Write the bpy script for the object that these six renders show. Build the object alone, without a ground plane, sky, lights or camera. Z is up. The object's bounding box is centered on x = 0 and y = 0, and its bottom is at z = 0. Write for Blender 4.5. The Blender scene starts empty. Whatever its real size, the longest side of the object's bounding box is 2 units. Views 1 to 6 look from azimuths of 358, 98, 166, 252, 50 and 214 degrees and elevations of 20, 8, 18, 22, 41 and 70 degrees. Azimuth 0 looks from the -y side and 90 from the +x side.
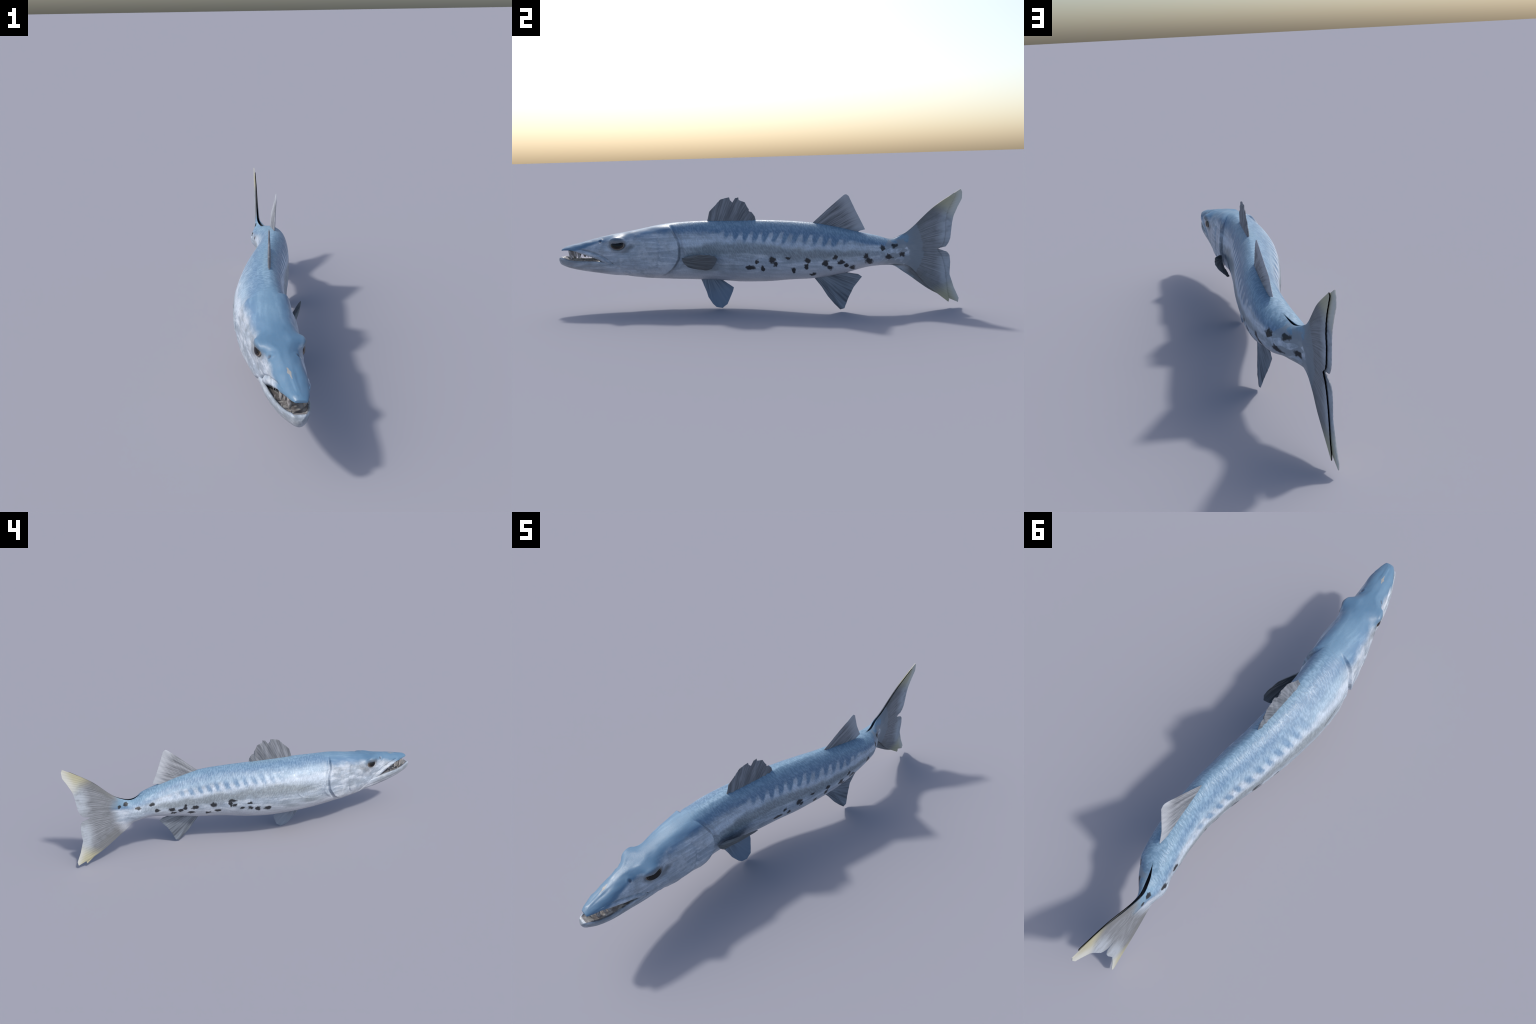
import bpy, math
import numpy as np

rng = np.random.default_rng(7)

# ------------------------------------------------------------------ helpers
def curve(pts):
    """smooth monotone cubic through control points (x, value)"""
    xs = np.array([p[0] for p in pts], float); ys = np.array([p[1] for p in pts], float)
    h = np.diff(xs); d = np.diff(ys) / h
    m = np.zeros(len(xs)); m[0] = d[0]; m[-1] = d[-1]
    for i in range(1, len(xs) - 1):
        if d[i - 1] * d[i] > 0:
            w1 = 2 * h[i] + h[i - 1]; w2 = h[i] + 2 * h[i - 1]
            m[i] = (w1 + w2) / (w1 / d[i - 1] + w2 / d[i])
    def f(q):
        q = np.clip(np.asarray(q, float), xs[0], xs[-1])
        i = np.clip(np.searchsorted(xs, q) - 1, 0, len(xs) - 2)
        t = (q - xs[i]) / h[i]
        return ((1 + 2 * t) * (1 - t) ** 2 * ys[i] + t * (1 - t) ** 2 * h[i] * m[i]
                + t * t * (3 - 2 * t) * ys[i + 1] + t * t * (t - 1) * h[i] * m[i + 1])
    f.pts = pts
    return f

def smooth(a, b, q):
    t = np.clip((q - a) / (b - a), 0, 1)
    return t * t * (3 - 2 * t)

def polyline(pts, n):
    """n points spaced evenly along a polyline"""
    p = np.array(pts, float)
    s = np.r_[0, np.cumsum(np.linalg.norm(np.diff(p, axis=0), axis=1))]
    q = np.linspace(0, s[-1], n)
    return np.stack([np.interp(q, s, p[:, k]) for k in range(p.shape[1])], 1)

def catmull(pts, n):
    p = np.array(pts, float)
    s = np.r_[0, np.cumsum(np.linalg.norm(np.diff(p, axis=0), axis=1))]
    q = np.linspace(0, s[-1], n)
    return np.stack([curve(list(zip(s, p[:, k])))(q) for k in range(p.shape[1])], 1)

def dist_to(path, Y, Z):
    best = np.full(Y.shape, 9.0)
    for y, z in path:
        best = np.minimum(best, (Y - y) ** 2 + (Z - z) ** 2)
    return np.sqrt(best)

_perm = rng.permutation(256)
_grad = rng.normal(size=(256, 3)); _grad /= np.linalg.norm(_grad, axis=1)[:, None]
def noise3(P):
    P = np.asarray(P, float); i = np.floor(P).astype(int); f = P - i; u = f * f * (3 - 2 * f)
    out = 0
    for dx in (0, 1):
        for dy in (0, 1):
            for dz in (0, 1):
                h = _perm[(_perm[(_perm[(i[..., 0] + dx) & 255] + i[..., 1] + dy) & 255] + i[..., 2] + dz) & 255]
                g = (_grad[h] * (f - np.array([dx, dy, dz]))).sum(-1)
                w = (u[..., 0] if dx else 1 - u[..., 0]) * (u[..., 1] if dy else 1 - u[..., 1]) * (u[..., 2] if dz else 1 - u[..., 2])
                out = out + g * w
    return out

def make_object(name, verts, faces, mat, parent, normals=None, smooth_shade=True):
    me = bpy.data.meshes.new(name)
    me.from_pydata(np.asarray(verts, float).tolist(), [], [tuple(map(int, f)) for f in faces])
    me.update()
    if smooth_shade:
        me.polygons.foreach_set('use_smooth', [True] * len(me.polygons))
    if normals is not None:
        me.normals_split_custom_set_from_vertices(np.asarray(normals, float).tolist())
    me.materials.append(mat)
    ob = bpy.data.objects.new(name, me)
    bpy.context.scene.collection.objects.link(ob)
    ob.parent = parent
    return ob

def grid_faces(n, m, base=0, wrap=False, flip=False):
    fs = []
    for i in range(n - 1):
        for j in range(m if wrap else m - 1):
            k = (j + 1) % m
            q = (base + i * m + j, base + i * m + k, base + (i + 1) * m + k, base + (i + 1) * m + j)
            fs.append(q[::-1] if flip else q)
    return fs

# ------------------------------------------------------------------ body profiles (head at -y, tail at +y)
Z_TOP = curve([(-.976, .314), (-.955, .324), (-.90, .337), (-.78, .366), (-.685, .383), (-.576, .403), (-.485, .420), (-.39, .431),
               (-.236, .437), (.011, .438), (.168, .434), (.294, .424), (.40, .405), (.50, .380), (.595, .357), (.66, .338)])
Z_LOW = curve([(-.976, .303), (-.95, .304), (-.925, .303), (-.884, .297), (-.847, .281), (-.816, .266), (-.79, .248), (-.767, .228),
               (-.74, .213), (-.71, .198), (-.66, .168), (-.59, .154), (-.50, .146), (-.28, .135), (-.188, .132), (-.073, .126), (.042, .130),
               (.183, .145), (.30, .154), (.432, .178), (.585, .211), (.66, .214)])
X_MID = curve([(-.976, .056), (-.90, .044), (-.80, .028), (-.70, .016), (-.60, .003), (-.50, -.007), (-.40, -.019), (-.30, -.031),
               (-.20, -.028), (-.10, -.017), (0, -.002), (.10, .017), (.20, .037), (.30, .053), (.40, .062), (.47, .061), (.55, .053), (.60, .046), (.66, .030)])
X_TOP = curve([(-.976, .054), (-.80, .028), (-.60, .010), (-.40, .000), (-.235, .008), (.01, .023), (.15, .042), (.297, .062), (.42, .066), (.54, .058), (.60, .046), (.66, .024)])
X_LOW = curve([(-.976, .056), (-.80, .028), (-.60, -.004), (-.40, -.026), (-.235, -.036), (-.10, -.022), (0, -.005), (.15, .034), (.30, .059), (.42, .068), (.52, .060), (.60, .048), (.66, .030)])
HALF_W = curve([(-.976, .019), (-.965, .026), (-.94, .036), (-.90, .046), (-.85, .055), (-.80, .062), (-.75, .067), (-.70, .072), (-.65, .081), (-.60, .090), (-.55, .096),
                (-.45, .100), (-.38, .101), (-.30, .106), (-.22, .106), (-.10, .104), (0, .100), (.10, .095), (.20, .085), (.30, .077), (.40, .072), (.50, .072), (.60, .068), (.66, .055)])
Z_WIDE = curve([(-.976, .306), (-.90, .306), (-.84, .298), (-.78, .285), (-.70, .275), (-.60, .272), (-.45, .275), (-.20, .278), (.10, .280), (.40, .285), (.60, .285), (.66, .28)])
N_UP = curve([(-.976, 2.0), (-.85, 2.1), (-.7, 2.25), (-.5, 2.2), (-.3, 1.95), (-.1, 1.85), (.3, 1.85), (.5, 2.0), (.66, 2.1)])
N_LO = curve([(-.976, 3.2), (-.85, 3.4), (-.76, 3.0), (-.66, 2.5), (-.5, 2.3), (-.2, 2.2), (.2, 2.1), (.66, 2.1)])

def section(y, a):
    """body surface point: a = 0 crest, pi/2 the +x flank, pi belly"""
    y, a = np.broadcast_arrays(np.asarray(y, float), np.asarray(a, float))
    s, c = np.sin(a), np.cos(a)
    # the two shoulders differ: leaner on +x behind the head, fuller on -x
    lean = np.exp(-((y + .12) / .36) ** 4); full = np.exp(-((y + .54) / .15) ** 4)
    n_up = N_UP(y) + np.where(s > 0, -.36 * lean, .16 * lean + .45 * full)
    n = np.where(c > 0, n_up, N_LO(y))
    px = np.sign(s) * np.abs(s) ** (2 / n); pz = np.sign(c) * np.abs(c) ** (2 / n)
    zw, zt, zb, xm = Z_WIDE(y), Z_TOP(y), Z_LOW(y), X_MID(y)
    zw = np.clip(zw, zb + .001, zt - .001)
    x = xm + HALF_W(y) * px + (X_TOP(y) - xm) * np.maximum(pz, 0) ** 2 + (X_LOW(y) - xm) * np.maximum(-pz, 0) ** 2
    z = zw + np.where(pz > 0, (zt - zw), (zw - zb)) * pz
    return np.stack([x, y, z], -1)

# gill-slit line: y of the rear edge of the gill cover as a function of z, one per flank
GILL_P = curve([(.165, -.480), (.178, -.455), (.193, -.425), (.218, -.398), (.245, -.380), (.285, -.369), (.325, -.371), (.367, -.389), (.405, -.415), (.42, -.43)])
GILL_N = curve([(.165, -.51), (.184, -.476), (.214, -.440), (.262, -.414), (.30, -.409), (.330, -.413), (.361, -.428), (.405, -.440), (.42, -.45)])
CHEEK_P = polyline([(-.475, .360), (-.463, .325), (-.464, .285), (-.468, .250), (-.483, .212)], 30)
CHEEK_N = polyline([(-.557, .352), (-.546, .318), (-.541, .295), (-.535, .241), (-.545, .21)], 30)
LIP_FOLD = polyline([(-.90, .316), (-.870, .311), (-.842, .305), (-.796, .291), (-.760, .274), (-.733, .255), (-.716, .239), (-.700, .220), (-.688, .205)], 60)
JAW_FOLD = polyline([(-.700, .222), (-.672, .214), (-.648, .202), (-.625, .186)], 24)
EYES = {1: (-.678, .332), -1: (-.700, .338)}

def relief(P, side):
    x, y, z = P[..., 0], P[..., 1], P[..., 2]
    d = np.zeros_like(y); push = np.zeros_like(y)
    for sg, gill, cheek in ((1, GILL_P, CHEEK_P), (-1, GILL_N, CHEEK_N)):
        on = side == sg
        q = y - gill(z) + .010 * noise3(P * 17 + 3)
        band = smooth(.158, .185, z) * (1 - smooth(.395, .425, z))
        high = .0105 if sg > 0 else .0090
        plate = np.where(q < 0, high * np.exp(np.minimum(q, 0) / .06), high * np.exp(-(q / .005) ** 2) - .6 * high * np.exp(-((q - .012) / .010) ** 2))
        d += np.where(on, plate * band, 0)
        d += np.where(on, band * .0045 * np.exp(-((q - .034) / .010) ** 2) * smooth(.19, .23, z) * (1 - smooth(.33, .38, z)), 0)
        d += np.where(on, -.0045 * np.exp(-(dist_to(cheek, y, z) / .006) ** 2), 0)
        ey, ez = EYES[sg]; er = (.043, .030) if sg > 0 else (.035, .028)
        brow = np.exp(-((y - ey + .004) / .040) ** 2 - ((z - ez - .023) / .022) ** 2)
        ring = np.sqrt(((y - ey) / er[0]) ** 2 + ((z - ez) / er[1]) ** 2)
        d += np.where(on, (.004 if sg > 0 else .009) * np.exp(-((y - ey) / .06) ** 2 - ((z - ez + .01) / .04) ** 2) + .0025 * np.exp(-((ring - 1.08) / .13) ** 2) - .007 * np.exp(-(ring / .8) ** 4), 0)
        push += np.where(on, sg * (.035 if sg > 0 else .038) * brow, 0)
        if sg > 0: d += np.where(on, -.010 * np.exp(-((y + .325) / .05) ** 2 - ((z - .235) / .06) ** 2), 0)
        nd = np.sqrt(((y + .772) / 1.2) ** 2 + (z - .347) ** 2)
        d += np.where(on, -.003 * np.exp(-(nd / .005) ** 2) + .0015 * np.exp(-((nd - .010) / .004) ** 2), 0)
    fold = dist_to(LIP_FOLD, y, z)
    low = z - np.interp(y, LIP_FOLD[:, 0], LIP_FOLD[:, 1])
    d += -.0075 * np.exp(-(fold / .0045) ** 2) * smooth(-.905, -.86, y) + .0050 * np.exp(-((fold - .014) / .010) ** 2) * (low < 0) * (1 - smooth(-.715, -.69, y)) * smooth(-.95, -.86, y)
    d += -.006 * np.exp(-(dist_to(JAW_FOLD, y, z) / .005) ** 2)
    q = np.stack([x, y, z], -1)
    d += .0016 * noise3(q * np.array([16, 9, 16]))
    headness = 1 - smooth(-.5, -.38, y)
    d += headness * (.0042 * noise3(q * np.array([30, 22, 34]) + 5) + .0055 * noise3(q * np.array([14, 10, 16]) + 9)) * (1 - smooth(.38, .42, z))
    return d, push

# ------------------------------------------------------------------ node tools
class Nodes:
    def __init__(self, name):
        self.mat = bpy.data.materials.new(name); self.mat.use_nodes = True
        self.t = self.mat.node_tree; self.t.nodes.clear()
    def new(self, kind, **props):
        n = self.t.nodes.new(kind)
        for k, v in props.items(): setattr(n, k, v)
        return n
    def put(self, sock, v):
        if hasattr(v, 'is_output'): self.t.links.new(v, sock)
        else: sock.default_value = v
    def math(self, op, a, b=None, c=None, clamp=False):
        n = self.new('ShaderNodeMath', operation=op, use_clamp=clamp)
        for i, v in enumerate((a, b, c)):
            if v is not None: self.put(n.inputs[i], v)
        return n.outputs[0]
    def add(self, a, b): return self.math('ADD', a, b)
    def sub(self, a, b): return self.math('SUBTRACT', a, b)
    def mul(self, a, b): return self.math('MULTIPLY', a, b)
    def div(self, a, b): return self.math('DIVIDE', a, b)
    def maxi(self, a, b): return self.math('MAXIMUM', a, b)
    def step(self, v, lo, hi, out0=0.0, out1=1.0):
        n = self.new('ShaderNodeMapRange', interpolation_type='SMOOTHSTEP')
        for k, q in (('Value', v), ('From Min', lo), ('From Max', hi), ('To Min', out0), ('To Max', out1)): self.put(n.inputs[k], q)
        return n.outputs[0]
    def xyz(self):
        self.obj = self.new('ShaderNodeTexCoord').outputs['Object']
        s = self.new('ShaderNodeSeparateXYZ'); self.t.links.new(self.obj, s.inputs[0])
        return s.outputs
    def combine(self, x, y, z):
        n = self.new('ShaderNodeCombineXYZ')
        for i, v in enumerate((x, y, z)): self.put(n.inputs[i], v)
        return n.outputs[0]
    def noise(self, vec, scale, detail=3, rough=.55, dist=0.0):
        n = self.new('ShaderNodeTexNoise')
        self.put(n.inputs['Vector'], vec); n.inputs['Scale'].default_value = scale
        n.inputs['Detail'].default_value = detail; n.inputs['Roughness'].default_value = rough; n.inputs['Distortion'].default_value = dist
        return n.outputs['Fac']
    def profile(self, q, fn, lo, hi, step=None):
        """float curve of q that follows one of the modelling profiles"""
        pts = [p for p in fn.pts]
        vals = [p[1] for p in pts]; v0, v1 = min(vals), max(vals); span = max(v1 - v0, 1e-6)
        r = self.new('ShaderNodeMapRange')
        for k, w in (('Value', q), ('From Min', lo), ('From Max', hi)): self.put(r.inputs[k], w)
        n = self.new('ShaderNodeFloatCurve'); c = n.mapping.curves[0]
        xs = [(p[0] - lo) / (hi - lo) for p in pts]
        c.points[0].location = (xs[0], (vals[0] - v0) / span); c.points[1].location = (xs[-1], (vals[-1] - v0) / span)
        for x, v in list(zip(xs, vals))[1:-1]: c.points.new(x, (v - v0) / span)
        n.mapping.use_clip = False; n.mapping.update()
        self.put(n.inputs['Value'], r.outputs[0])
        return self.math('MULTIPLY_ADD', n.outputs[0], span, v0)
    def mix(self, f, a, b, mode='MIX'):
        n = self.new('ShaderNodeMix', data_type='RGBA', blend_type=mode)
        self.put(n.inputs[0], f)
        for s, v in ((n.inputs[6], a), (n.inputs[7], b)):
            self.put(s, v if hasattr(v, 'is_output') else (*v, 1))
        return n.outputs[2]
    def finish(self, color, rough=.45, spec=.5, bump=None, dist=.002, strength=.5, coat=0.0):
        b = self.new('ShaderNodeBsdfPrincipled'); o = self.new('ShaderNodeOutputMaterial')
        self.put(b.inputs['Base Color'], color if hasattr(color, 'is_output') else (*color, 1))
        self.put(b.inputs['Roughness'], rough); self.put(b.inputs['Specular IOR Level'], spec)
        b.inputs['Coat Weight'].default_value = coat; b.inputs['Coat Roughness'].default_value = .15
        if bump is not None:
            n = self.new('ShaderNodeBump'); n.inputs['Distance'].default_value = dist; n.inputs['Strength'].default_value = strength
            self.put(n.inputs['Height'], bump); self.t.links.new(n.outputs[0], b.inputs['Normal'])
        self.t.links.new(b.outputs[0], o.inputs[0])
        return self.mat

# spots: (y, z, half length, half height)
SPOTS_P = [(-.012, .211, .020, .010), (.022, .242, .008, .010), (.051, .207, .009, .013), (.097, .252, .014, .016), (.113, .230, .010, .010), (.180, .262, .013, .007),
           (.202, .202, .009, .014), (.269, .248, .011, .012), (.264, .220, .009, .010), (.354, .236, .014, .014), (.376, .215, .012, .010),
           (.402, .264, .010, .012), (.427, .242, .014, .009), (.452, .224, .011, .008), (.483, .213, .013, .009), (.293, .180, .016, .006),
           (.545, .266, .012, .013), (.560, .243, .014, .013), (.622, .303, .010, .012), (.683, .307, .014, .010), (.652, .257, .014, .011), (.719, .259, .013, .010)]
SPOTS_N = [(.738, .316, .008, .009), (.705, .328, .010, .008), (.647, .299, .012, .008), (.570, .301, .012, .009), (.544, .263, .013, .011), (.464, .247, .012, .011),
           (.455, .222, .012, .006), (.415, .231, .012, .008), (.388, .254, .008, .010), (.390, .240, .012, .008), (.338, .237, .017, .008), (.359, .207, .018, .008),
           (.240, .247, .013, .014), (.217, .207, .014, .010), (.266, .194, .016, .006), (.139, .262, .019, .008), (.150, .243, .009, .012), (.128, .238, .011, .010),
           (.089, .216, .012, .008), (.046, .210, .011, .010), (.006, .203, .012, .010), (-.045, .200, .016, .008), (.049, .243, .012, .007)]

def skin_layers(n):
    x, y, z = n.xyz()
    LO, HI = -1.0, 1.0
    belly = curve([(-1, .25), (-.95, .216), (-.87, .196), (-.79, .182), (-.70, .168), (-.59, .156), (-.28, .140), (-.073, .130), (.18, .147), (.30, .154), (.432, .178), (.585, .211), (.70, .20), (1, .2)])
    crest = curve([(-1, .30), (-.95, .325), (-.90, .337), (-.78, .366), (-.576, .403), (-.39, .431), (-.2, .438), (.011, .438), (.168, .434), (.294, .424), (.40, .405), (.50, .380), (.595, .357), (.70, .34), (1, .34)])
    mid = curve([(-1, .056), (-.80, .028), (-.60, .005), (-.40, -.012), (-.30, -.018), (-.10, -.008), (.10, .018), (.30, .055), (.42, .064), (.55, .056), (.66, .022), (.74, 0), (1, 0)])
    zb = n.profile(y, belly, LO, HI); zt = n.profile(y, crest, LO, HI); xm = n.profile(y, mid, LO, HI)
    v = n.div(n.sub(z, zb), n.sub(zt, zb))
    plus = n.step(n.sub(x, xm), -.004, .004)
    # slow warp so that no border is a ruled line
    w1 = n.sub(n.noise(n.obj, 14, 4), .5); w2 = n.sub(n.noise(n.obj, 55, 3), .5)
    # scales: fine slanted rows, as streaky grain
    up = n.add(z, n.mul(y, -.55)); along = n.add(y, n.mul(z, .55))
    fine = n.noise(n.combine(n.mul(x, .7), n.mul(along, 1.0), n.mul(up, .38)), 230, 2, .6)
    rows = n.noise(n.combine(n.mul(x, .4), n.mul(along, 1.0), n.mul(up, .32)), 150, 2, .5)
    scale = n.step(rows, .40, .62)
    streak = n.noise(n.combine(n.mul(x, 1.0), n.mul(y, .10), z), 60, 4, .6)
    on_body = n.step(y, -.47, -.33)
    not_tail = n.step(y, .78, .62)
    # ---- base silver, cloudy, its reflective contrast painted as dark and bright streaks
    col = n.mix(n.step(n.noise(n.obj, 9, 4), .35, .7), (.335, .40, .485), (.46, .525, .605))
    col = n.mix(n.mul(n.step(streak, .47, .64), .60), col, (.235, .28, .33))
    col = n.mix(n.mul(n.step(streak, .48, .36), .60), col, (.66, .71, .77))
    col = n.mix(n.mul(n.step(v, .34, .06), .7), col, (.465, .48, .52))
    # cheek mottling
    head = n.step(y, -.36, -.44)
    mott = n.mul(n.mul(n.step(n.noise(n.combine(x, n.mul(y, .8), z), 22, 5, .65), .44, .70), head), .50)
    col = n.mix(mott, col, (.20, .225, .25))
    painted_shine = n.mul(n.mul(n.step(n.noise(n.combine(n.mul(x, 1.1), n.mul(y, .9), n.add(z, 4.0)), 17, 4, .6), .50, .68), head), .42)  # highlight patches on the cheek, lightened into the skin colour
    col = n.mix(painted_shine, col, (.63, .67, .72))
    # ---- grey lateral band
    centre = n.profile(y, curve([(-1, .5), (-.4, .50), (-.2, .54), (-.05, .56), (.1, .52), (.2, .475), (.45, .45), (.6, .45), (1, .45)]), LO, HI)
    off = n.math('ABSOLUTE', n.add(n.add(n.sub(v, centre), n.mul(w1, .16)), n.mul(n.sub(streak, .5), .08)))
    band = n.mul(n.step(off, .155, .02), n.mul(n.step(y, -.40, -.24), n.step(y, .70, .45)))
    col = n.mix(n.mul(band, .82), col, (.195, .222, .235))
    lower = n.mul(n.step(n.math('ABSOLUTE', n.sub(v, .26)), .15, .03), n.mul(n.step(y, -.40, -.30), n.step(y, .04, -.16)))
    col = n.mix(n.mul(lower, n.mul(.75, n.step(n.noise(n.combine(x, n.mul(y, .4), z), 22, 4), .35, .62))), col, (.21, .245, .27))
    # ---- blue back, its lower border broken into short bars
    thr = n.profile(y, curve([(-1, .62), (-.95, .68), (-.85, .80), (-.72, .88), (-.55, .88), (-.45, .87), (-.3, .83), (-.1, .82), (.1, .81), (.3, .79), (.45, .76), (.6, .74), (.7, .76), (1, .8)]), LO, HI)
    minus = n.sub(1.0, plus); trunk = n.mul(n.step(y, -.46, -.34), n.step(y, .62, .45))
    thr = n.add(thr, n.mul(n.mul(minus, trunk), .075))
    ph = n.mul(n.add(n.add(y, n.mul(z, -.28)), n.mul(w1, .022)), 2 * math.pi / .0495)
    bar = n.step(n.math('SINE', ph), -.9, 1.0)
    bar_zone = n.mul(n.step(y, -.24, -.02), n.step(y, .52, .34))
    edge = n.sub(n.add(n.add(v, n.mul(w1, .14)), n.mul(w2, .07)), n.sub(thr, n.mul(n.mul(n.mul(bar, bar_zone), plus), .14)))
    blue = n.step(edge, n.add(-.06, n.mul(minus, -.05)), .045)
    # painted flank highlight, blue-silver shoulder, soft separate bars on the -x flank
    painted_gleam = n.mul(n.step(n.math('ABSOLUTE', n.sub(n.add(v, n.mul(w1, .12)), n.add(centre, .16))), .11, .0), trunk)
    col = n.mix(n.mul(painted_gleam, .60), col, (.60, .685, .79))
    shoulder = n.mul(n.mul(n.step(n.add(v, n.mul(w1, .12)), .70, .80), trunk), minus)
    col = n.mix(n.mul(shoulder, .70), col, (.27, .405, .535))
    lowbar = n.mul(n.mul(n.step(n.add(n.math('SINE', ph), n.mul(w2, 1.6)), -.9, .9), bar_zone), n.step(n.math('ABSOLUTE', n.sub(n.add(v, n.mul(w2, .12)), n.add(centre, .225))), .135, .02))
    col = n.mix(n.mul(n.mul(lowbar, minus), .90), col, (.10, .205, .345))
    col = n.mix(n.mul(n.mul(lowbar, plus), .55), col, (.10, .19, .33))
    deep = n.mix(n.step(n.sub(v, thr), .02, .15), (.085, .182, .312), (.140, .262, .378))  # blue deepened partway toward the shade on the +x back
    deep = n.mix(n.mul(n.step(n.noise(n.combine(n.mul(x, 2), n.mul(y, .35), z), 30, 3), .45, .75), .45), deep, (.235, .375, .50))
    deep = n.mix(n.mul(n.step(y, -.55, -.66), .85), deep, (.078, .180, .295))
    col = n.mix(n.mul(blue, .93), col, deep)
    # scale tint
    sm = n.mul(n.mul(on_body, not_tail), n.step(v, .1, .5))
    col = n.mix(n.mul(n.mul(scale, sm), .17), col, (.50, .63, .755))
    col = n.mix(n.mul(n.mul(n.sub(1.0, scale), sm), .17), col, (.12, .17, .23))
    col = n.mix(n.mul(n.step(fine, .50, .70), .22), col, (.15, .18, .22))
    # ---- dark line along the gill slit
    gp = n.profile(z, GILL_P, .165, .42); gn = n.profile(z, GILL_N, .165, .42)
    gl = n.add(n.mul(plus, gp), n.mul(n.sub(1.0, plus), gn))
    slit = n.mul(n.step(n.math('ABSOLUTE', n.sub(n.sub(y, .003), gl)), .0075, .0015), n.mul(n.step(z, .168, .19), n.step(z, .405, .375)))
    col = n.mix(n.mul(slit, n.mul(n.add(n.mul(plus, .40), .10), n.step(n.noise(n.obj, 25, 2), .3, .6, .4, 1.0))), col, (.055, .06, .075))
    jawm = n.mul(n.step(y, -.68, -.80), n.step(n.add(v, n.mul(w2, .4)), .55, .35))
    col = n.mix(n.mul(jawm, n.step(n.noise(n.combine(x, n.mul(y, .3), z), 45, 3), .35, .65, .25, .75)), col, (.20, .225, .25))
    # ---- dark surround and smudge behind the eye
    for sg, (ey, ez) in EYES.items():
        side = plus if sg > 0 else n.sub(1.0, plus)
        r = n.math('SQRT', n.add(n.math('POWER', n.div(n.sub(y, ey), .048 if sg > 0 else .040), 2.0), n.math('POWER', n.div(n.sub(z, ez - .001), .034 if sg > 0 else .030), 2.0)))
        s = n.math('SQRT', n.add(n.math('POWER', n.div(n.sub(y, ey + .052), .05), 2.0), n.math('POWER', n.div(n.sub(n.sub(z, ez - .022), n.mul(n.sub(y, ey + .05), .45)), .020), 2.0)))
        m = n.mul(n.maxi(n.mul(n.step(n.add(r, n.mul(w2, .3)), 1.25, .75), .75), n.mul(n.step(n.add(s, n.mul(w2, .5)), 1.2, .2), .85)), side)
        col = n.mix(n.mul(m, .78), col, (.105, .115, .125))
    # nostril
    nd = n.math('SQRT', n.add(n.math('POWER', n.sub(y, -.772), 2.0), n.math('POWER', n.sub(z, .347), 2.0)))
    col = n.mix(n.mul(n.step(nd, .009, .003), .8), col, (.05, .08, .13))
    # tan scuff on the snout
    tx = n.div(n.sub(x, n.add(.028, n.mul(n.add(y, .86), -.25))), .007); ty = n.div(n.add(y, .868), .030)
    scuff = n.mul(n.step(n.add(n.add(n.math('ABSOLUTE', tx), n.math('ABSOLUTE', ty)), n.mul(w2, 1.8)), 1.0, .85), n.step(z, .325, .335))
    col = n.mix(n.mul(scuff, .85), col, (.33, .31, .28))
    # ---- plain grey patches where the tail begins
    patch = n.mul(n.mul(n.step(n.noise(n.combine(0.0, y, n.mul(z, 1.4)), 17, 1), .47, .50), n.step(y, .60, .66)), n.mul(plus, n.step(z, .345, .325)))
    col = n.mix(n.mul(patch, .85), col, (.235, .275, .315))
    # ---- black spots low on the flanks
    for spots, side in ((SPOTS_P, plus), (SPOTS_N, n.sub(1.0, plus))):
        best = None
        wy = n.add(y, n.add(n.mul(w2, .030), n.mul(w1, .010))); wz = n.add(z, n.mul(n.sub(n.noise(n.combine(y, z, x), 44, 2), .5), .030))
        for sy, sz, a, b in spots:
            d = n.add(n.math('POWER', n.div(n.sub(wy, sy), a), 2.0), n.math('POWER', n.div(n.sub(wz, sz), b), 2.0))
            best = d if best is None else n.math('MINIMUM', best, d)
        m = n.mul(n.step(best, 2.2, .6), side)
        col = n.mix(n.mul(m, .97), col, (.011, .012, .015))
    # grain in relief
    hgt = n.add(n.mul(n.mul(scale, n.mul(on_body, not_tail)), -.6), n.mul(fine, .5))
    rough = n.step(n.noise(n.obj, 30, 3), .3, .7, .36, .50)
    return col, rough, hgt

def skin_material():
    n = Nodes('fish_skin')
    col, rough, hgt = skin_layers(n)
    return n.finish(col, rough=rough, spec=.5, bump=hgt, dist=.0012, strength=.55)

def fin_material(name, pivot, rays, dark, light, tip=None, tip_from=None, hazy=.5, axis=('y', 'z')):
    """striped along rays that fan out from a pivot in the y-z plane"""
    n = Nodes(name)
    x, y, z = n.xyz()
    dy = n.sub(y, pivot[0]); dz = n.sub(z, pivot[1])
    ang = n.math('ARCTAN2', dz, dy)
    rad = n.math('SQRT', n.add(n.mul(dy, dy), n.mul(dz, dz)))
    wob = n.mul(n.sub(n.noise(n.obj, 16, 3), .5), .025)
    a = n.mul(n.add(ang, wob), rays)
    stripe = n.noise(n.combine(a, n.mul(rad, 3.0), 0.0), 1.0, 4, .65)
    broad = n.noise(n.combine(n.mul(a, .28), n.mul(rad, 6.0), 3.0), 1.0, 3, .5)
    f = n.step(n.add(n.mul(stripe, .5), n.mul(broad, .5)), .36, .66)
    col = n.mix(f, dark, light)
    if tip is not None:
        col = n.mix(n.mul(n.step(rad, tip_from[0], tip_from[1]), hazy), col, tip)
    return n.finish(col, rough=.55, spec=.4, bump=stripe, dist=.0015, strength=.25)

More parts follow.
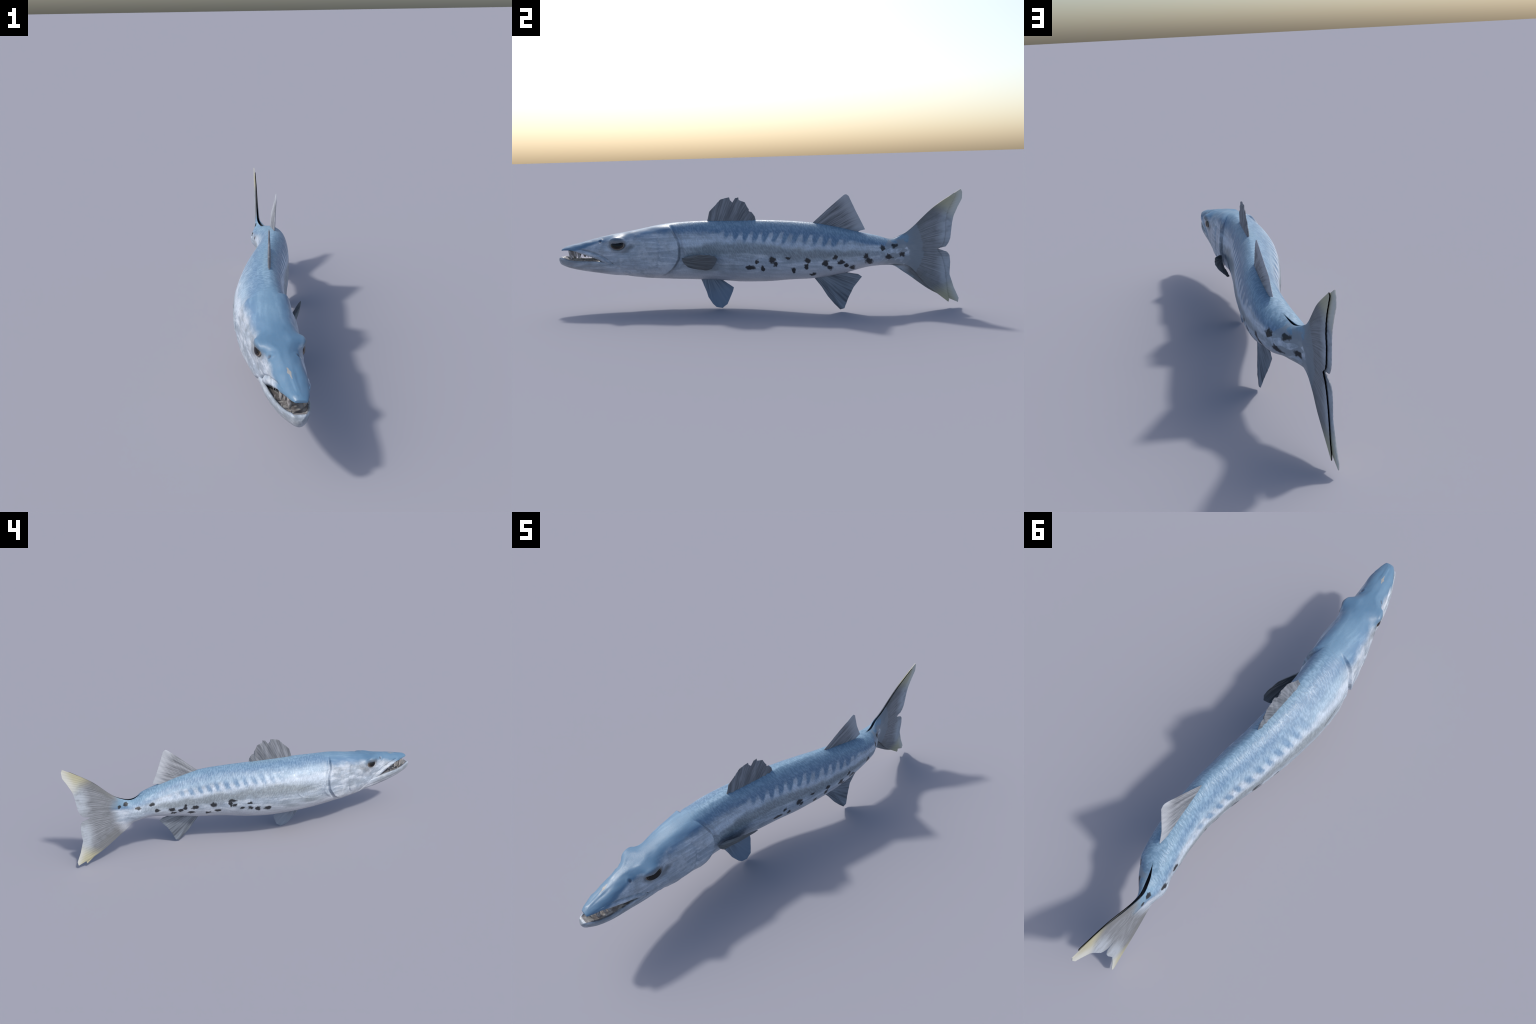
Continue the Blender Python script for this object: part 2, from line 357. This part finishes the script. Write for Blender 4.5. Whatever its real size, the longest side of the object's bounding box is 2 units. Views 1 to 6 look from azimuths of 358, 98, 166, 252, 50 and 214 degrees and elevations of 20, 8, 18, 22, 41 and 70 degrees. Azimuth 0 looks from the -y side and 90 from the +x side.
def tail_material():
    """trunk skin running out into the rayed fork"""
    n = Nodes('tail_fin_skin')
    skin, rough, hgt = skin_layers(n)
    x, y, z = n.xyz()
    dy = n.sub(y, .60); dz = n.sub(z, .283)
    ang = n.math('ARCTAN2', dz, dy); rad = n.math('SQRT', n.add(n.mul(dy, dy), n.mul(dz, dz)))
    wob = n.mul(n.sub(n.noise(n.obj, 12, 3), .5), .03)
    a = n.mul(n.add(ang, wob), 52.0)
    stripe = n.noise(n.combine(a, n.mul(rad, 4.0), 0.0), 1.0, 4, .65)
    lobe = n.math('ABSOLUTE', dz)
    w = n.mul(n.sub(n.noise(n.obj, 20, 3), .5), .03)
    soft = n.step(n.add(lobe, w), .05, .17, 1.0, .35)          # rays fade towards the lobe tips
    col = n.mix(n.math('MULTIPLY_ADD', n.sub(n.step(stripe, .34, .68), .4), soft, .4), (.125, .137, .15), (.29, .31, .345))
    margin = n.sub(y, n.add(.900, n.mul(n.step(lobe, .10, .27), .045)))
    col = n.mix(n.mul(n.step(n.add(margin, w), -.035, .025), n.step(lobe, .0, .07, .30, .85)), col, (.42, .47, .53))
    col = n.mix(n.mul(n.step(n.noise(n.combine(x, y, n.mul(z, 1.3)), 13, 5, .65), .47, .68), .5), col, (.105, .115, .125))
    # dark leading edges
    lead = n.step(n.sub(lobe, n.mul(n.sub(y, .66), .88)), -.035, .0)
    col = n.mix(n.mul(lead, .55), col, (.14, .145, .145))
    # cream-yellow lobe tips with a paler rim
    yel = n.step(n.add(n.add(lobe, n.mul(n.sub(y, .92), .55)), w), .140, .235)
    col = n.mix(n.mul(yel, .82), col, (.44, .42, .27))
    rim = n.step(n.sub(n.sub(y, .955), n.mul(n.sub(lobe, .20), .50)), -.025, .015)
    col = n.mix(n.mul(n.mul(yel, rim), .75), col, (.58, .60, .59))
    end = n.step(n.add(lobe, n.mul(w, .5)), .240, .285)
    col = n.mix(n.mul(end, .55), col, (.56, .56, .50))
    # plain patch on the +x side of the root
    plain = n.mul(n.step(n.add(rad, n.mul(w, 1.6)), .222, .214), n.step(x, -.001, .001))
    plain = n.mul(plain, n.step(n.add(rad, n.mul(w, 3.5)), .145, .152))
    root_edge = n.step(n.add(rad, n.mul(w, 1.8)), .135, .200)
    col = n.mix(root_edge, skin, col)
    col = n.mix(n.mul(plain, .85), col, (.215, .255, .295))
    return n.finish(col, rough=.48, spec=.45, bump=n.add(n.mul(stripe, root_edge), n.mul(hgt, n.sub(1.0, root_edge))), dist=.0013, strength=.5)

def mouth_material():
    n = Nodes('mouth_lining'); n.xyz()
    col = n.mix(n.step(n.noise(n.obj, 40, 4), .4, .65), (.16, .15, .15), (.42, .42, .41))
    return n.finish(col, rough=.35, spec=.5, bump=n.noise(n.obj, 90, 3), dist=.002, strength=.5)

def tooth_material():
    n = Nodes('tooth_enamel'); x, y, z = n.xyz()
    col = n.mix(n.step(n.noise(n.combine(n.mul(x, 3), n.mul(y, 3), z), 60, 3), .4, .65), (.20, .19, .18), (.46, .44, .43))
    return n.finish(col, rough=.35, spec=.5)

def eye_material():
    n = Nodes('eye_glaze')
    o = n.new('ShaderNodeTexCoord').outputs['Object']
    s = n.new('ShaderNodeSeparateXYZ'); n.t.links.new(o, s.inputs[0])
    n.obj = o
    r = n.math('SQRT', n.add(n.mul(s.outputs[1], s.outputs[1]), n.mul(s.outputs[2], s.outputs[2])))
    r = n.add(r, n.mul(n.sub(n.noise(o, 3.5, 3), .5), .12))
    col = n.mix(n.step(r, .70, .76), (.004, .004, .005), (.045, .034, .028))
    col = n.mix(n.step(r, .78, .84), col, (.012, .011, .011))
    col = n.mix(n.step(r, .86, .94), col, (.20, .165, .14))
    return n.finish(col, rough=.08, spec=.3)

# ------------------------------------------------------------------ root
root = bpy.data.objects.new('barracuda', None)
bpy.context.scene.collection.objects.link(root)
root['label'] = 'slender silver-blue predatory fish, black flank spots, open toothy jaws'
root['category'] = 'fish'

SKIN = skin_material(); TAIL = tail_material(); MOUTH = mouth_material(); TOOTH = tooth_material(); EYE = eye_material()

# ------------------------------------------------------------------ trunk and head as one surface
Y_END = .60
ys = np.r_[-.976 + .03 * np.linspace(0, 1, 16)[:-1] ** 1.6, np.linspace(-.946, -.36, 300)[:-1], np.linspace(-.36, Y_END, 210)]
M = 288
ang = np.linspace(0, 2 * np.pi, M, endpoint=False)
Yg, Ag = np.meshgrid(ys, ang, indexing='ij')
body = section(Yg, Ag)
side = np.where(np.sin(Ag) >= 0, 1, -1)

def surf_normals(P, wrap=True):
    du = np.gradient(P, axis=0)
    dv = (np.roll(P, -1, 1) - np.roll(P, 1, 1)) if wrap else np.gradient(P, axis=1)
    n = np.cross(dv, du)
    return n / np.maximum(np.linalg.norm(n, axis=-1, keepdims=True), 1e-9)

N0 = surf_normals(body)
flank = smooth(0.05, .3, np.abs(np.sin(Ag))) * smooth(0, .02, Yg + .976)
end_fade = 1 - smooth(.54, .60, Yg)
depth, push = relief(body, side)
body = body + N0 * (depth * flank * end_fade)[..., None]
body[..., 0] += push

# tail walls: two plies that leave the trunk, stay apart over an open slot and become the fork
TT, SS = 121, 130
t = np.linspace(0, 1, TT)
TRAIL_N = ([(.993, .567), (1.0, .553), (.999, .521), (.981, .486), (.961, .439), (.955, .409), (.951, .371), (.947, .332), (.939, .311), (.927, .293), (.902, .287), (.889, .281)],
           [(.889, .281), (.900, .279), (.933, .267), (.944, .252), (.948, .219), (.945, .158), (.966, .092), (.989, .041), (.986, .020)])
TRAIL_P = ([(.962, .549), (.968, .540), (.957, .517), (.940, .483), (.928, .449), (.922, .411), (.924, .372), (.917, .321), (.909, .300), (.885, .281)],
           [(.885, .281), (.890, .272), (.903, .255), (.913, .226), (.922, .182), (.929, .125), (.933, .081), (.944, .033), (.940, .022)])
def lobes(parts):
    k = TT // 2
    return np.r_[polyline(parts[0], k + 1)[:-1], polyline(parts[1], TT - k)]

def ply(sg):
    a = np.pi * t if sg > 0 else 2 * np.pi - np.pi * t
    r0 = section(np.full(TT, Y_END), a)
    bow = np.sin(np.pi * t)
    if sg > 0:
        r1 = np.stack([.029 + .052 * bow ** .7, .664 - .004 * bow, .337 - .123 * t], 1)
        r2 = np.stack([.0095 + .015 * bow ** .8, .735 - .004 * bow, .363 - .156 * t], 1)
        e3, x3, x4, trail = ((.862, .478), (.838, .105)), .008, .0060, lobes(TRAIL_P)
    else:
        r1 = np.stack([.017 - .053 * bow ** .7, .664 - .004 * bow, .336 - .128 * t], 1)
        r2 = np.stack([-.001 - .013 * bow ** .8, .728 - .004 * bow, .360 - .190 * t], 1)
        e3, x3, x4, trail = ((.875, .490), (.861, .077)), .000, -.0025, lobes(TRAIL_N)
    r3 = np.stack([x3 + sg * .003 * bow, e3[0][0] + (e3[1][0] - e3[0][0]) * t - .042 * bow, e3[0][1] + (e3[1][1] - e3[0][1]) * t], 1)
    r4 = np.stack([np.full(TT, x4), trail[:, 0], trail[:, 1]], 1)
    rows = np.stack([r0, r1, r2, r3, r4])
    knots = np.array([0, .17, .36, .70, 1.0])
    out = np.zeros((SS, TT, 3)); s = np.linspace(0, 1, SS)
    for j in range(TT):
        for k in range(3):
            out[:, j, k] = curve(list(zip(knots, rows[:, j, k])))(s)
    # first row leaves the trunk without a step: follow the trunk's own slope at the join
    slope = (section(np.full(TT, Y_END), a) - section(np.full(TT, Y_END - .004), a)) / .004
    blend = np.clip(1 - s / .10, 0, 1)[:, None, None] ** 2
    cont = r0[None] + slope[None] * (out[:, :, 1:2] - Y_END)
    out = out * (1 - blend) + cont * blend
    # fin rays as low ridges
    ray = np.sin(t * 2 * np.pi * 38 + 1.3 * np.sin(t * 17))[None, :] * (smooth(.42, .55, s) * (1 - .5 * smooth(.85, 1, s)))[:, None]
    out[:, :, 0] += sg * .0006 * ray
    return out

plies = {sg: ply(sg) for sg in (1, -1)}

# one welded surface for the normals
nb = len(ys)
allv = [body.reshape(-1, 3)]
faces_body = grid_faces(nb, M, 0, True)
tip = np.array([[X_MID(-.976), -.978, .309]])
base_tip = nb * M
allv.append(tip)
faces_tip = [(base_tip, (j + 1) % M, j) for j in range(M)]
def normals_of(V, F):
    V = np.asarray(V); F3 = []
    for f in F: F3 += [(f[0], f[k], f[k + 1]) for k in range(1, len(f) - 1)]
    F3 = np.array(F3); n = np.cross(V[F3[:, 1]] - V[F3[:, 0]], V[F3[:, 2]] - V[F3[:, 0]])
    out = np.zeros_like(V)
    for k in range(3): np.add.at(out, F3[:, k], n)
    return out / np.maximum(np.linalg.norm(out, axis=1, keepdims=True), 1e-12)

V = np.concatenate(allv); F = faces_body + faces_tip
VN = normals_of(V, F)
VN_sign = np.sign((VN[:nb * M].reshape(nb, M, 3) * N0).sum(-1).mean())
if VN_sign < 0:
    F = [f[::-1] for f in F]; VN = -VN
# tail plies share the trunk's normals on the joint row
def ply_normals(sg):
    P = plies[sg]
    n = np.cross(np.gradient(P, axis=1), np.gradient(P, axis=0)); n /= np.maximum(np.linalg.norm(n, axis=-1, keepdims=True), 1e-12)
    if (n[..., 0] * sg).mean() < 0: n = -n
    a = np.pi * t if sg > 0 else 2 * np.pi - np.pi * t
    end = VN[(nb - 1) * M:nb * M]
    j = np.round(a / (2 * np.pi) * M).astype(int) % M
    w = np.clip(1 - np.arange(SS) / 12, 0, 1)[:, None, None]
    n = n * (1 - w) + end[j][None] * w
    return n / np.linalg.norm(n, axis=-1, keepdims=True)

def submesh(name, V, N, faces, mat):
    ids = np.unique(np.concatenate([np.array(f) for f in faces])); m = {int(k): i for i, k in enumerate(ids)}
    return make_object(name, V[ids], [tuple(m[int(k)] for k in f) for f in faces], mat, root, N[ids])

groups = {'head': [], 'gill_cover': [], 'gill_cover_b': [], 'torso': []}
for f in F:
    c = V[list(f)].mean(0); sg = 1 if c[0] > X_MID(c[1]) + (X_TOP(c[1]) - X_MID(c[1])) * .5 else -1
    g = float((GILL_P if sg > 0 else GILL_N)(c[2]))
    inz = .180 < c[2] < .400
    front = -.105 if sg > 0 else -.118
    if inz and g + front < c[1] < g + .003: groups['gill_cover' if sg > 0 else 'gill_cover_b'].append(f)
    elif c[1] < (g + .003 if inz else g - .02): groups['head'].append(f)
    else: groups['torso'].append(f)
for k, fs in groups.items():
    submesh('gill_cover' if k.startswith('gill') else k, V, VN, fs, SKIN)

def shell(name, P, N, thick, mat):
    """open sheet P (rows x cols) with normals N thickened inwards, rim closed"""
    n, m = P.shape[:2]
    inner = P - N * np.asarray(thick)[..., None]
    vv = [P.reshape(-1, 3), inner.reshape(-1, 3)]; nn = [N.reshape(-1, 3), -N.reshape(-1, 3)]
    ff = grid_faces(n, m, 0); ff += grid_faces(n, m, n * m, flip=True)
    a, b, c = V_check = (P[0, 0], P[0, 1], P[1, 1])
    if np.dot(np.cross(b - a, c - a), N[0, 0]) < 0:
        ff = [f[::-1] for f in ff]
    base = 2 * n * m
    loops = [[(0, j) for j in range(m)], [(i, m - 1) for i in range(n)], [(n - 1, j) for j in range(m)][::-1], [(i, 0) for i in range(n)][::-1]]
    for lp in loops:
        A = np.array([P[i, j] for i, j in lp]); B = np.array([inner[i, j] for i, j in lp]); C = np.array([N[i, j] for i, j in lp])
        tang = np.gradient(A, axis=0); rn = np.cross(tang, C); rn /= np.maximum(np.linalg.norm(rn, axis=1, keepdims=True), 1e-9)
        mid = P[n // 2, m // 2]
        if ((A - mid) * rn).sum() < 0: rn = -rn
        vv += [A, B]; nn += [rn, rn]; k = len(lp)
        ff += [(base + q, base + q + 1, base + k + q + 1, base + k + q) for q in range(k - 1)]
        base += 2 * k
    return make_object(name, np.concatenate(vv), ff, mat, root, np.concatenate(nn))

CUT = int(SS * .40)
for sg in (1, -1):
    P, N = plies[sg], ply_normals(sg)
    th = np.full((SS, TT), .0030); th[:3] = .0006
    shell('tail', P[:CUT + 1], N[:CUT + 1], th[:CUT + 1], TAIL)
    shell('tail_fin', P[CUT:], N[CUT:], th[CUT:], TAIL)

# ------------------------------------------------------------------ lower jaw
J_LOW = curve([(-1.0, .247), (-.993, .233), (-.975, .223), (-.95, .214), (-.87, .195), (-.79, .181), (-.70, .168), (-.65, .166), (-.60, .172)])
J_RIM = curve([(-1.0, .258), (-.992, .268), (-.978, .270), (-.95, .262), (-.93, .257), (-.866, .252), (-.80, .250), (-.75, .243), (-.65, .225), (-.60, .215)])
J_W = curve([(-1.0, .006), (-.995, .016), (-.985, .024), (-.965, .034), (-.93, .045), (-.90, .053), (-.85, .061), (-.80, .066), (-.75, .068), (-.70, .068), (-.65, .066), (-.60, .056)])
J_X = curve([(-1.0, .050), (-.95, .047), (-.90, .040), (-.80, .024), (-.70, .013), (-.60, .003)])
jy = np.r_[-1.0 + .035 * np.linspace(0, 1, 18)[:-1] ** 1.8, np.linspace(-.965, -.60, 110)]
def jaw_ring(y):
    w, zr, zl, xc = float(J_W(y)), float(J_RIM(y)), float(J_LOW(y)), float(J_X(y))
    ph = np.linspace(0, np.pi, 60)
    c, s = np.cos(ph), np.sin(ph)
    n = 2.25
    ox = xc + w * np.sign(c) * np.abs(c) ** (2 / n); oz = zr - .004 - (zr - .004 - zl) * np.abs(s) ** (2 / n)
    fold = np.exp(-((oz - (zl + (zr - zl) * .52)) / .004) ** 2) * smooth(-.97, -.92, y) * .0022
    ox -= np.sign(c) * fold
    lip = min(.011, w * .35); iw = w - lip
    depth = .020 * float(smooth(-.985, -.93, y))
    pi = np.linspace(np.pi, 0, 40)
    ix = xc + iw * np.cos(pi); iz = zr + .000 - depth * np.sin(pi) ** .7
    crown = np.array([[xc - w + lip * .25, y, zr - .0008], [xc - w + lip * .55, y, zr + .0006]])
    crown2 = np.array([[xc + w - lip * .55, y, zr + .0006], [xc + w - lip * .25, y, zr - .0008]])
    return np.concatenate([np.stack([ox, np.full(60, y), oz], 1), crown, np.stack([ix, np.full(40, y), iz], 1), crown2])
jaw = np.stack([jaw_ring(y) for y in jy])
jn, jm = jaw.shape[:2]
jv = np.concatenate([jaw.reshape(-1, 3), [[.050, -1.0, .255]]])
jf = grid_faces(jn, jm, 0, True) + [(jn * jm, (j + 1) % jm, j) for j in range(jm)]
jN = normals_of(jv, jf)
if jN[30 * jm + 30][2] > 0: jf = [f[::-1] for f in jf]
jaw_ob = make_object('lower_jaw', jv, jf, SKIN, root)
jaw_ob.data.materials.append(MOUTH)
for p in jaw_ob.data.polygons:
    c = p.center
    js = [k % jm for k in p.vertices if k < jn * jm]
    if min(js) >= 62 and c.y > -.985: p.material_index = 1

# ------------------------------------------------------------------ teeth
def tooth_mesh(name, length, r_base, r_tip, flat, bend):
    k, m = 9, 14; vs = []
    for i in range(k):
        u = i / (k - 1); r = (r_base * (1 - u) + r_tip * u) * (1 - .5 * max(0, u - .85) / .15)
        for j in range(m):
            a = 2 * np.pi * j / m
            vs.append((r * flat * np.cos(a), r * np.sin(a) + bend * u * u, -length * u))
    vs.append((0, bend, -length * 1.03)); fs = grid_faces(k, m, 0, True, True)
    fs += [((k - 1) * m + j, (k - 1) * m + (j + 1) % m, k * m) for j in range(m)]
    me = bpy.data.meshes.new(name); me.from_pydata(vs, [], fs); me.update()
    me.polygons.foreach_set('use_smooth', [True] * len(me.polygons)); me.materials.append(TOOTH)
    return me
fang = tooth_mesh('fang', .044, .0120, .0075, .7, .003)
small = tooth_mesh('small_tooth', .018, .0045, .0015, .7, .002)
spec = []
for y, off, k in ((-.932, .024, 1.08), (-.906, .031, .80), (-.880, .037, 1.0)):
    for sg in (1, -1): spec.append((fang, y + rng.uniform(-.004, .004), sg * off, k * rng.uniform(.85, 1.0), 0, .303))
for i in range(2):
    y = -.858 + .022 * i
    for sg in (1, -1): spec.append((small, y, sg * (float(HALF_W(y)) - .007), rng.uniform(.55, .9), 0, float(Z_LOW(y)) + .004))
for i in range(3):
    y = -.955 + .052 * i
    for sg in (1, -1): spec.append((small, y, sg * (float(J_W(y)) - .013), rng.uniform(.5, .85), math.pi, float(J_RIM(y)) - .006))
for me, y, dx, k, flip, z in spec:
    ob = bpy.data.objects.new('tooth', me)
    ob.location = (float(X_MID(y)) + dx, y, min(z, float(Z_LOW(y)) + .006) if not flip else z)
    ob.scale = (k, k, k); ob.rotation_euler = (flip + rng.uniform(-.08, .08), rng.uniform(-.08, .08), rng.uniform(-.3, .3))
    bpy.context.scene.collection.objects.link(ob); ob.parent = root

# ------------------------------------------------------------------ eyes
def eye_mesh():
    k, m = 28, 48; vs = [(1, 0, 0)]
    for i in range(1, k):
        a = np.pi * i / k
        for j in range(m):
            b = 2 * np.pi * j / m
            vs.append((np.cos(a), np.sin(a) * np.cos(b), np.sin(a) * np.sin(b)))
    vs.append((-1, 0, 0)); e = len(vs) - 1
    fs = [(0, 1 + j, 1 + (j + 1) % m) for j in range(m)]
    fs += grid_faces(k - 1, m, 1, True, True)
    fs += [(e, 1 + (k - 2) * m + (j + 1) % m, 1 + (k - 2) * m + j) for j in range(m)]
    me = bpy.data.meshes.new('eye'); me.from_pydata(vs, [], fs); me.update()
    me.polygons.foreach_set('use_smooth', [True] * len(me.polygons)); me.materials.append(EYE)
    return me
EM = eye_mesh()
for sg, (ey, ez) in EYES.items():
    d2 = (body[..., 1] - ey) ** 2 + (body[..., 2] - ez) ** 2 + np.where(side == sg, 0, 9)
    i, j = np.unravel_index(np.argmin(d2), d2.shape); p = body[i, j]; nn = N0[i, j]
    ob = bpy.data.objects.new('eye', EM)
    ob.scale = (.013, .037, .0245) if sg > 0 else (.012, .029, .0215)
    yaw = math.atan2(nn[1], nn[0]); pitch = math.asin(np.clip(nn[2], -1, 1))
    ob.rotation_euler = (0, -pitch, yaw)
    ob.location = p - nn * .0035
    bpy.context.scene.collection.objects.link(ob); ob.parent = root

# ------------------------------------------------------------------ fins
def fin(name, base, outer, mat, thick=.006, rays=14, cols=150, rows=34, ridge=.0009, jag=0.0, curl=0.0):
    """solid blade spanned between a base line and an outer edge, with ray ridges"""
    B = catmull(base, cols); O = polyline(outer, cols)
    if jag:
        k = np.arange(cols); O += (O - B) * (jag * noise3(np.stack([k * .37, k * 0 + 4.2, k * 0], 1)))[:, None]
    u = np.linspace(0, 1, rows)[:, None, None]
    P = B[None] * (1 - u) + O[None] * u
    n = np.cross(np.gradient(P, axis=1), np.gradient(P, axis=0)); n /= np.maximum(np.linalg.norm(n, axis=-1, keepdims=True), 1e-9)
    n = n.mean((0, 1)); n /= np.linalg.norm(n)
    P = P + n * (curl * u * (1 - u) * 4)
    tt = np.linspace(0, 1, cols)[None, :]; uu = u[..., 0]
    h = thick * .5 * (1 - .72 * uu) * (1 - .75 * np.abs(2 * tt - 1) ** 8) + ridge * np.sin(tt * 2 * np.pi * rays + .7 * np.sin(tt * 21)) * smooth(.02, .2, uu)
    h = np.maximum(h, .0007)
    h[-1] *= .45
    vs = np.concatenate([(P + n * h[..., None]).reshape(-1, 3), (P - n * h[..., None]).reshape(-1, 3)])
    nv = rows * cols
    fs = grid_faces(rows, cols, 0, flip=False) + grid_faces(rows, cols, nv, flip=True)
    edge = [(0, j) for j in range(cols)] + [(i, cols - 1) for i in range(1, rows)] + [(rows - 1, j) for j in range(cols - 2, -1, -1)] + [(i, 0) for i in range(rows - 2, 0, -1)]
    e = [i * cols + j for i, j in edge]
    fs += [(e[q], e[(q + 1) % len(e)], nv + e[(q + 1) % len(e)], nv + e[q]) for q in range(len(e))]
    me_ob = make_object(name, vs, fs, mat, root)
    import bmesh
    bm = bmesh.new(); bm.from_mesh(me_ob.data); bmesh.ops.recalc_face_normals(bm, faces=bm.faces); bm.to_mesh(me_ob.data); bm.free()
    me_ob.data.set_sharp_from_angle(angle=math.radians(50))
    return me_ob

def lift(pts, fx): return [(fx(y, z), y, z) for y, z in pts]

D_DARK, D_LIGHT = (.100, .110, .128), (.315, .335, .37)
# spiny first dorsal
d1x = lambda y, z: .008 + (y + .235) * .061
m1 = fin_material('spiny_dorsal_fin_skin', (-.30, .10), 60.0, D_DARK, (.275, .295, .33))
fin('dorsal_fin', lift([(-.236, .425), (-.16, .428), (-.08, .428), (.013, .425)], d1x),
    lift([(-.236, .430), (-.234, .437), (-.222, .483), (-.194, .510), (-.163, .542), (-.133, .549), (-.118, .551), (-.115, .538), (-.103, .526), (-.088, .547), (-.072, .550), (-.070, .537),
          (-.040, .526), (-.031, .506), (-.022, .492), (-.021, .481), (-.008, .478), (.007, .457), (.013, .433)], d1x),
    m1, thick=.011, rays=9, cols=240, ridge=.0016, jag=.02)
# soft second dorsal
d2x = lambda y, z: .063 + .020 * smooth(.42, .556, z) - .003 * smooth(.45, .54, y)
m2 = fin_material('soft_dorsal_fin_skin', (.12, .27), 90.0, D_DARK, D_LIGHT, (.44, .47, .52), (.36, .43), .7)
fin('dorsal_fin', lift([(.292, .414), (.36, .402), (.43, .386), (.50, .368)], d2x),
    lift([(.292, .420), (.297, .427), (.364, .487), (.432, .545), (.446, .556), (.456, .559), (.468, .548), (.499, .478), (.513, .450), (.543, .388), (.52, .383), (.50, .372)], d2x),
    m2, thick=.012, rays=16, jag=.008, ridge=.0003)
# anal fin
anx = lambda y, z: .070 + .030 * smooth(.16, .0, z) * (1 - smooth(.43, .53, y)) + .001
m3 = fin_material('anal_fin_skin', (.27, .21), 26.0, (.085, .10, .125), (.24, .28, .33), (.26, .32, .40), (.24, .31), .5)
fin('anal_fin', lift([(.298, .164), (.34, .170), (.39, .180), (.440, .190)], anx),
    lift([(.298, .156), (.332, .114), (.362, .069), (.392, .035), (.421, .006), (.441, .013), (.460, .060), (.486, .111), (.526, .161), (.508, .174), (.44, .184)], anx),
    m3, thick=.010, rays=13, jag=.008, ridge=.0005)
# pelvic fin
pvx = lambda y, z: -.014 + .056 * smooth(.15, .0, z)
m4 = fin_material('pelvic_fin_skin', (-.26, .20), 34.0, (.13, .165, .22), (.24, .29, .36), (.185, .245, .335), (.10, .16), .7)
fin('pelvic_fin', lift([(-.285, .150), (-.25, .150), (-.215, .149), (-.184, .147)], pvx),
    lift([(-.284, .143), (-.250, .076), (-.241, .054), (-.216, .022), (-.198, .006), (-.167, .0008), (-.141, .021), (-.117, .080), (-.113, .098), (-.183, .141)], pvx),
    m4, thick=.010, rays=11, jag=.006)
# pectoral fins: one spread from the +x flank, the other laid against the -x flank
m5 = fin_material('pectoral_fin_skin', (-.42, .25), 75.0, (.075, .085, .092), (.17, .185, .195), (.13, .155, .185), (.20, .25), .5)
pcx = lambda y, z: .084 + (y + .35) * .205 + (z - .25) * .66 * smooth(-.36, -.26, y)
fin('pectoral_fin', lift([(-.352, .262), (-.350, .250), (-.338, .232), (-.326, .220)], pcx),
    lift([(-.345, .262), (-.316, .273), (-.258, .283), (-.200, .282), (-.179, .277), (-.166, .262), (-.176, .243), (-.204, .207), (-.225, .199), (-.240, .197), (-.293, .205), (-.325, .217)], pcx),
    m5, thick=.007, rays=12, curl=.004)
def on_flank(pts, out):
    res = []
    for y, z in pts:
        d2 = (body[..., 1] - y) ** 2 + (body[..., 2] - z) ** 2 + np.where(side == -1, 0, 9)
        i, j = np.unravel_index(np.argmin(d2), d2.shape); p = body[i, j] + N0[i, j] * out
        res.append((p[0], y, z))
    return res
fin('pectoral_fin', on_flank([(-.372, .285), (-.372, .27), (-.370, .25), (-.366, .235)], .001),
    on_flank([(-.365, .290), (-.33, .300), (-.28, .303), (-.235, .297), (-.205, .284), (-.215, .262), (-.24, .240), (-.28, .228), (-.32, .226), (-.36, .232)], .0012),
    SKIN, thick=.0025, rays=12, curl=.002, ridge=.0004)
